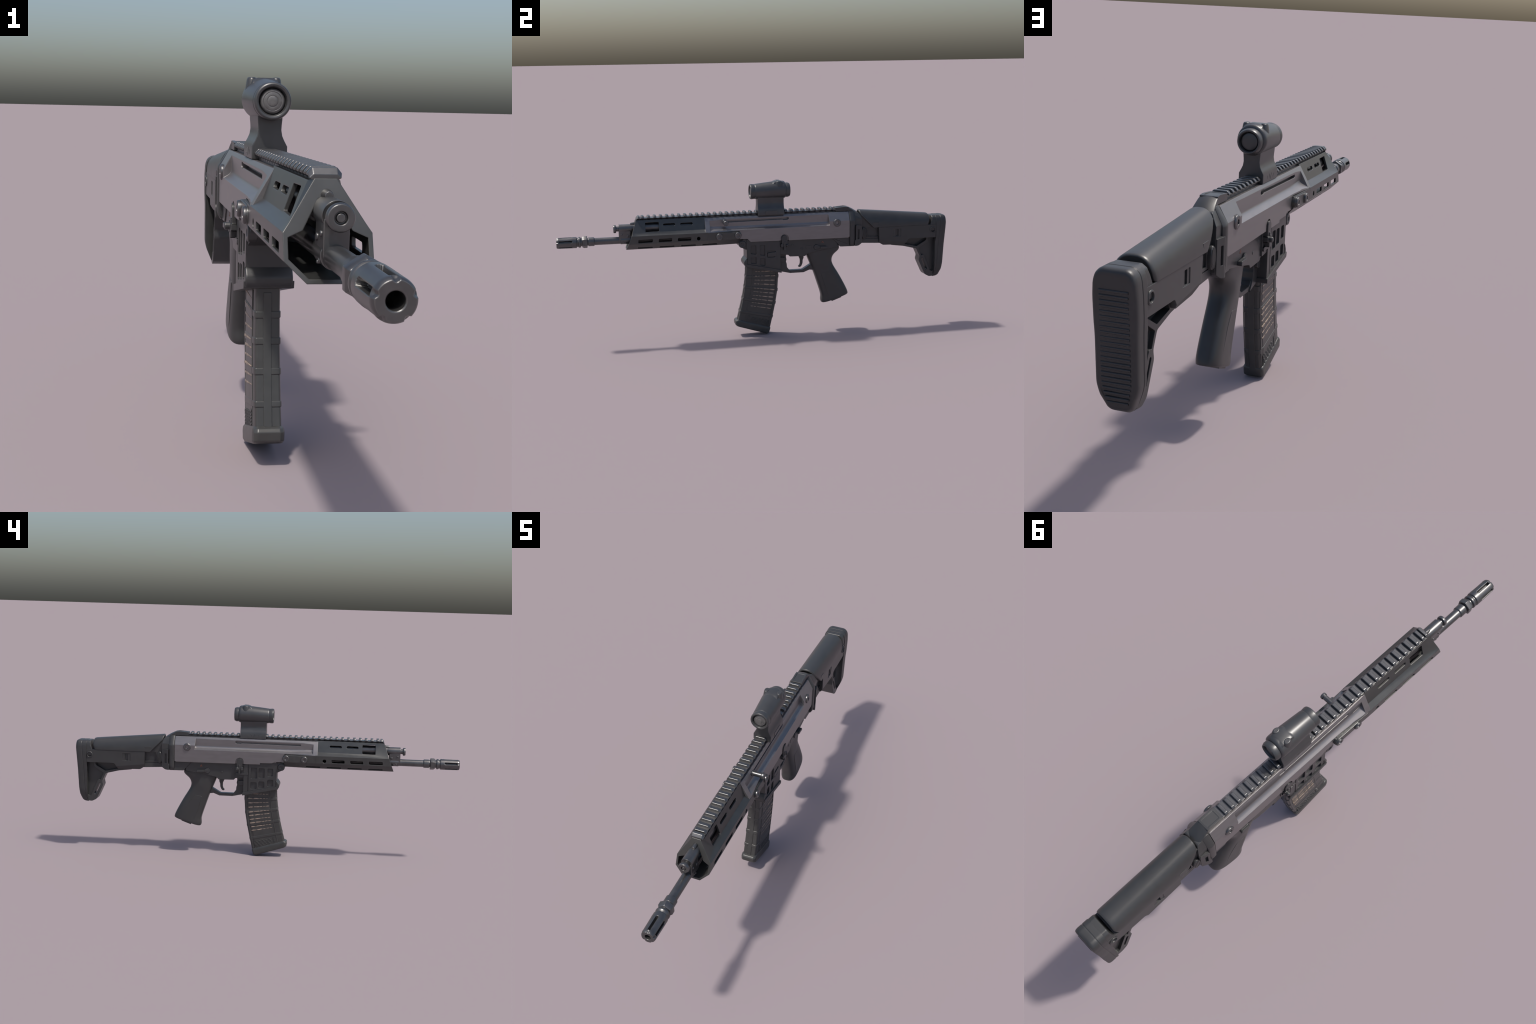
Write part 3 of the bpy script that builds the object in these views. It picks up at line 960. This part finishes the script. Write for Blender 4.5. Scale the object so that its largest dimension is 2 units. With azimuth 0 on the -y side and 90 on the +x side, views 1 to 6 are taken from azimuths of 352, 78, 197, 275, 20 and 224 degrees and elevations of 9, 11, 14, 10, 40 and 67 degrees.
def cheek_dimple(bm):
    for s in (1, -1):
        prism_side(bm, rpoly([(0.5950, 0.5600), (0.6320, 0.5590), (0.6260, 0.5420), (0.6020, 0.5420)], 0.005), 0.042, 0.0512, s)
part("cheek_rest_tab", cheek_dimple, M_POLY, 0.0012, CHEEK)

# butt plate
def yr(z):
    return interp(z, [(0.245, 0.960), (0.262, 0.9690), (0.291, 0.9795), (0.340, 0.9845), (0.418, 0.9890), (0.480, 0.9940), (0.540, 1.0000), (0.60, 1.0005)]) - 0.0014
BUTT = [(0.0290, 0.5800), (0.0420, 0.5710), (0.0480, 0.5550), (0.0504, 0.5200), (0.0504, 0.4700), (0.0488, 0.4300), (0.0485, 0.3180), (0.0435, 0.2960), (0.0280, 0.2570), (0.0200, 0.2505)]
def butt_ring(dy, k, cz=0.415, half=BUTT, skew=True):
    r = []
    pts = half + [(-x, z) for x, z in half[::-1]]
    pts = rpoly(pts, 0.008, 3)
    for x, z in pts:
        z2 = cz + (z - cz) * k[1]
        r.append((x * k[0] * 1.035 - 0.0004, max(yr(z2) + dy, 0.9425 if z2 > 0.46 else 0.9370), z2))
    return r
def butt(bm):
    add_loft(bm, [butt_ring(-0.062, (1, 1)), butt_ring(-0.034, (1, 1)), butt_ring(-0.0335, (0.975, 0.993)), butt_ring(-0.0305, (0.975, 0.993)),
                  butt_ring(-0.030, (1.0, 1.0)), butt_ring(-0.014, (1.0, 1.0)), butt_ring(-0.0065, (0.985, 0.990)), butt_ring(-0.0022, (0.950, 0.970)), butt_ring(-0.0008, (0.91, 0.945)), butt_ring(0, (0.84, 0.90))])
def butt_cut(bm):
    # scooped at the toe: leave the skeleton pocket open
    for s in (1, -1):
        prism_side(bm, rpoly([(0.90, 0.4640), (0.9385, 0.4640), (0.9310, 0.3000), (0.90, 0.2830)], 0.004), 0.0280, 0.07, s)
PAD = part("butt_pad", butt, M_PAD, 0.0008, STOCK, angle=40)
def butt_head(bm):
    # block joining the pad top to the stock body
    sec = [(0.0290, 0.5788), (0.0415, 0.5700), (0.0472, 0.5540), (0.0490, 0.5200), (0.0490, 0.5000)]
    s2 = sec + [(-x, z) for x, z in sec[::-1]]
    add_loft(bm, [[(x, (0.9215 if z > 0.53 else 0.9020), z) for x, z in s2], [(x, 0.975, z) for x, z in s2]])
def head_cut(bm):
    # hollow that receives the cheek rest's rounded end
    n = 20
    ring = []
    for k in range(n + 1):
        a = math.pi * k / n
        ring.append((0.0480 * math.cos(a), 0.533 + 0.0660 * math.sin(a)))
    add_loft(bm, [[(x, 0.88, z) for x, z in ring], [(x, 0.916, z) for x, z in ring], [(x * 0.93, 0.922, 0.533 + (z - 0.533) * 0.9) for x, z in ring]])
part("butt_head", butt_head, M_POLY, 0.0035, STOCK, seg=3)

# ribs across the pad
def rib(bm):
    n = 6
    add_loft(bm, [[(x, y, z) for y, z in ((-0.004, -0.0032), (0.0010, -0.0032), (0.0030, -0.0016), (0.0030, 0.0016), (0.0010, 0.0032), (-0.004, 0.0032))] for x in (-0.0345, 0.0345)])
bm = bmesh.new(); rib(bm)
RIB = new_obj("pad_rib", bm, M_PAD, False)
finish(RIB, 0.0008)
N_RIB = 23
for k in range(N_RIB):
    z = lerp(0.278, 0.532, k / (N_RIB - 1))
    slope = (yr(z + 0.005) - yr(z - 0.005)) / 0.01
    loc = (CX - 0.0004, yr(z) - 0.0008, z)
    rot = (-math.atan(slope), 0, 0)
    sc = (interp(z, [(0.278, 0.72), (0.31, 0.95), (0.33, 1), (0.54, 0.97)]), 1, 1)
    if k == 0:
        RIB.location = loc; RIB.rotation_euler = rot; RIB.scale = sc; RIB.parent = PAD
    else:
        copy_of(RIB, "pad_rib", loc, rot, sc, PAD)

# ------------------------------------------------------------------ red dot sight
OZ = 0.7415
OX = 0.0054           # the sight sits a hair right of the bore line
def sight_body(bm):
    # tapered tube: the underside runs level, the top climbs toward the shooter
    n = 72
    rings = []
    for y, r, c in ((-0.0165, 0.0345, 0.7400), (-0.0130, 0.0372, 0.7400), (-0.0095, 0.0385, 0.7400), (0.0300, 0.0408, 0.7418), (0.0900, 0.0440, 0.7446),
                    (0.1280, 0.0444, 0.7448), (0.1345, 0.0440, 0.7446), (0.1400, 0.0425, 0.7440), (0.1430, 0.0390, 0.7430), (0.1440, 0.0350, 0.7425)):
        rings.append([(OX + r * math.cos(2 * math.pi * k / n), y, c + r * math.sin(2 * math.pi * k / n)) for k in range(n)])
    add_loft(bm, rings)
    # low saddle between the two adjustment knobs
    top = []
    for y, z in ((0.0780, 0.7840), (0.0880, 0.7900), (0.1230, 0.7905), (0.1330, 0.7850)):
        top.append([(OX - 0.0330, y, 0.7650), (OX - 0.0270, y, z - 0.0045), (OX - 0.0150, y, z), (OX + 0.0150, y, z), (OX + 0.0270, y, z - 0.0045), (OX + 0.0330, y, 0.7650)])
    add_loft(bm, top)
SIGHT = part("red_dot_sight", sight_body, M_SIGHT, 0.0012, angle=40, sharp=45)
def sight_front(bm):
    add_lathe(bm, [(-0.008, 0.0335), (-0.014, 0.0372), (-0.0305, 0.0384), (-0.0360, 0.0370), (-0.0375, 0.0340), (-0.0365, 0.0295), (-0.0290, 0.0272), (-0.0270, 0.0262), (-0.0150, 0.0262)], OX, 0.7400, 48)
part("sight_front_ring", sight_front, M_SIGHT, 0.0010, SIGHT, angle=40)
def sight_rear(bm):
    add_lathe(bm, [(0.136, 0.0335), (0.1425, 0.0365), (0.1560, 0.0372), (0.1630, 0.0345), (0.1665, 0.0330), (0.1665, 0.0290), (0.1600, 0.0268), (0.1540, 0.0262), (0.1480, 0.0262)], OX, 0.7425, 48)
part("sight_rear_ring", sight_rear, M_SIGHT, 0.0010, SIGHT, angle=40)
def lens_front(bm):
    prof = [(-0.0200, 0.0262), (-0.0290, 0.0255), (-0.0320, 0.0225), (-0.0325, 0.0195), (-0.0315, 0.0188), (-0.0325, 0.0180), (-0.0330, 0.0120), (-0.0320, 0.0112), (-0.0332, 0.0100), (-0.0335, 0.0040)]
    add_lathe(bm, prof, OX, 0.7400, 48)
part("lens", lens_front, M_LENS, 0.0, SIGHT, sharp=60)
def lens_rear(bm):
    add_lathe(bm, [(0.1480, 0.0262), (0.1570, 0.0255), (0.1590, 0.0230), (0.1600, 0.0150), (0.1602, 0.0050)], OX, 0.7425, 48)
part("lens", lens_rear, M_SIGHT, 0.0, SIGHT, sharp=60)
def knob(bm):
    for s in (1, -1):
        n = 24
        rings = []
        cx, cy = s * 0.0262 + OX, 0.1080
        for z, r in ((0.7600, 0.0175), (0.7760, 0.0150), (0.7860, 0.0130), (0.7900, 0.0110), (0.7914, 0.0080), (0.7910, 0.0050)):
            rings.append([(cx + r * 0.82 * math.cos(2 * math.pi * k / n), cy + r * 1.15 * math.sin(2 * math.pi * k / n), z) for k in range(n)])
        add_loft(bm, rings)
part("adjustment_knob", knob, M_SIGHT, 0.0008, SIGHT)

def mount(bm):
    h = [(0.0370, 0.6215), (0.0370, 0.6480), (0.0305, 0.6600), (0.0260, 0.6700), (0.0240, 0.6820), (0.0245, 0.6920), (0.0255, 0.7020), (0.0260, 0.7150)]
    sec = [(x + OX, z) for x, z in h] + [(-x + OX, z) for x, z in h[::-1]]
    add_bar(bm, sec, -0.0020, 0.1325)
MOUNT = part("sight_mount", mount, M_SIGHT, 0.0015, SIGHT, seg=3)
def emblem(bm):
    for s in (1, -1):
        y0 = 0.0650
        def bar(pts):
            add_prism(bm, pts, OX + s * 0.0360, OX + s * 0.0374)
        bar([(y0 - 0.0130, 0.6450), (y0 - 0.0090, 0.6450), (y0 - 0.0000, 0.6300), (y0 - 0.0000, 0.6270)])
        bar([(y0 + 0.0130, 0.6450), (y0 + 0.0090, 0.6450), (y0 + 0.0003, 0.6300), (y0 + 0.0003, 0.6270)])
        bar([(y0 - 0.0300, 0.6400), (y0 - 0.0290, 0.6410), (y0 - 0.0240, 0.6320), (y0 - 0.0245, 0.6305)])
        bar([(y0 + 0.0300, 0.6400), (y0 + 0.0290, 0.6410), (y0 + 0.0240, 0.6320), (y0 + 0.0245, 0.6305)])
part("mount_emblem", emblem, M_SIGHT, 0.0, MOUNT)
def mount_clamp(bm):
    add_prism(bm, rpoly([(0.034, 0.6440), (0.096, 0.6440), (0.096, 0.6250), (0.034, 0.6250)], 0.003), OX + 0.034, OX + 0.0385)
part("mount_clamp", mount_clamp, M_SIGHT, 0.0008, MOUNT)

bpy.context.view_layer.update()
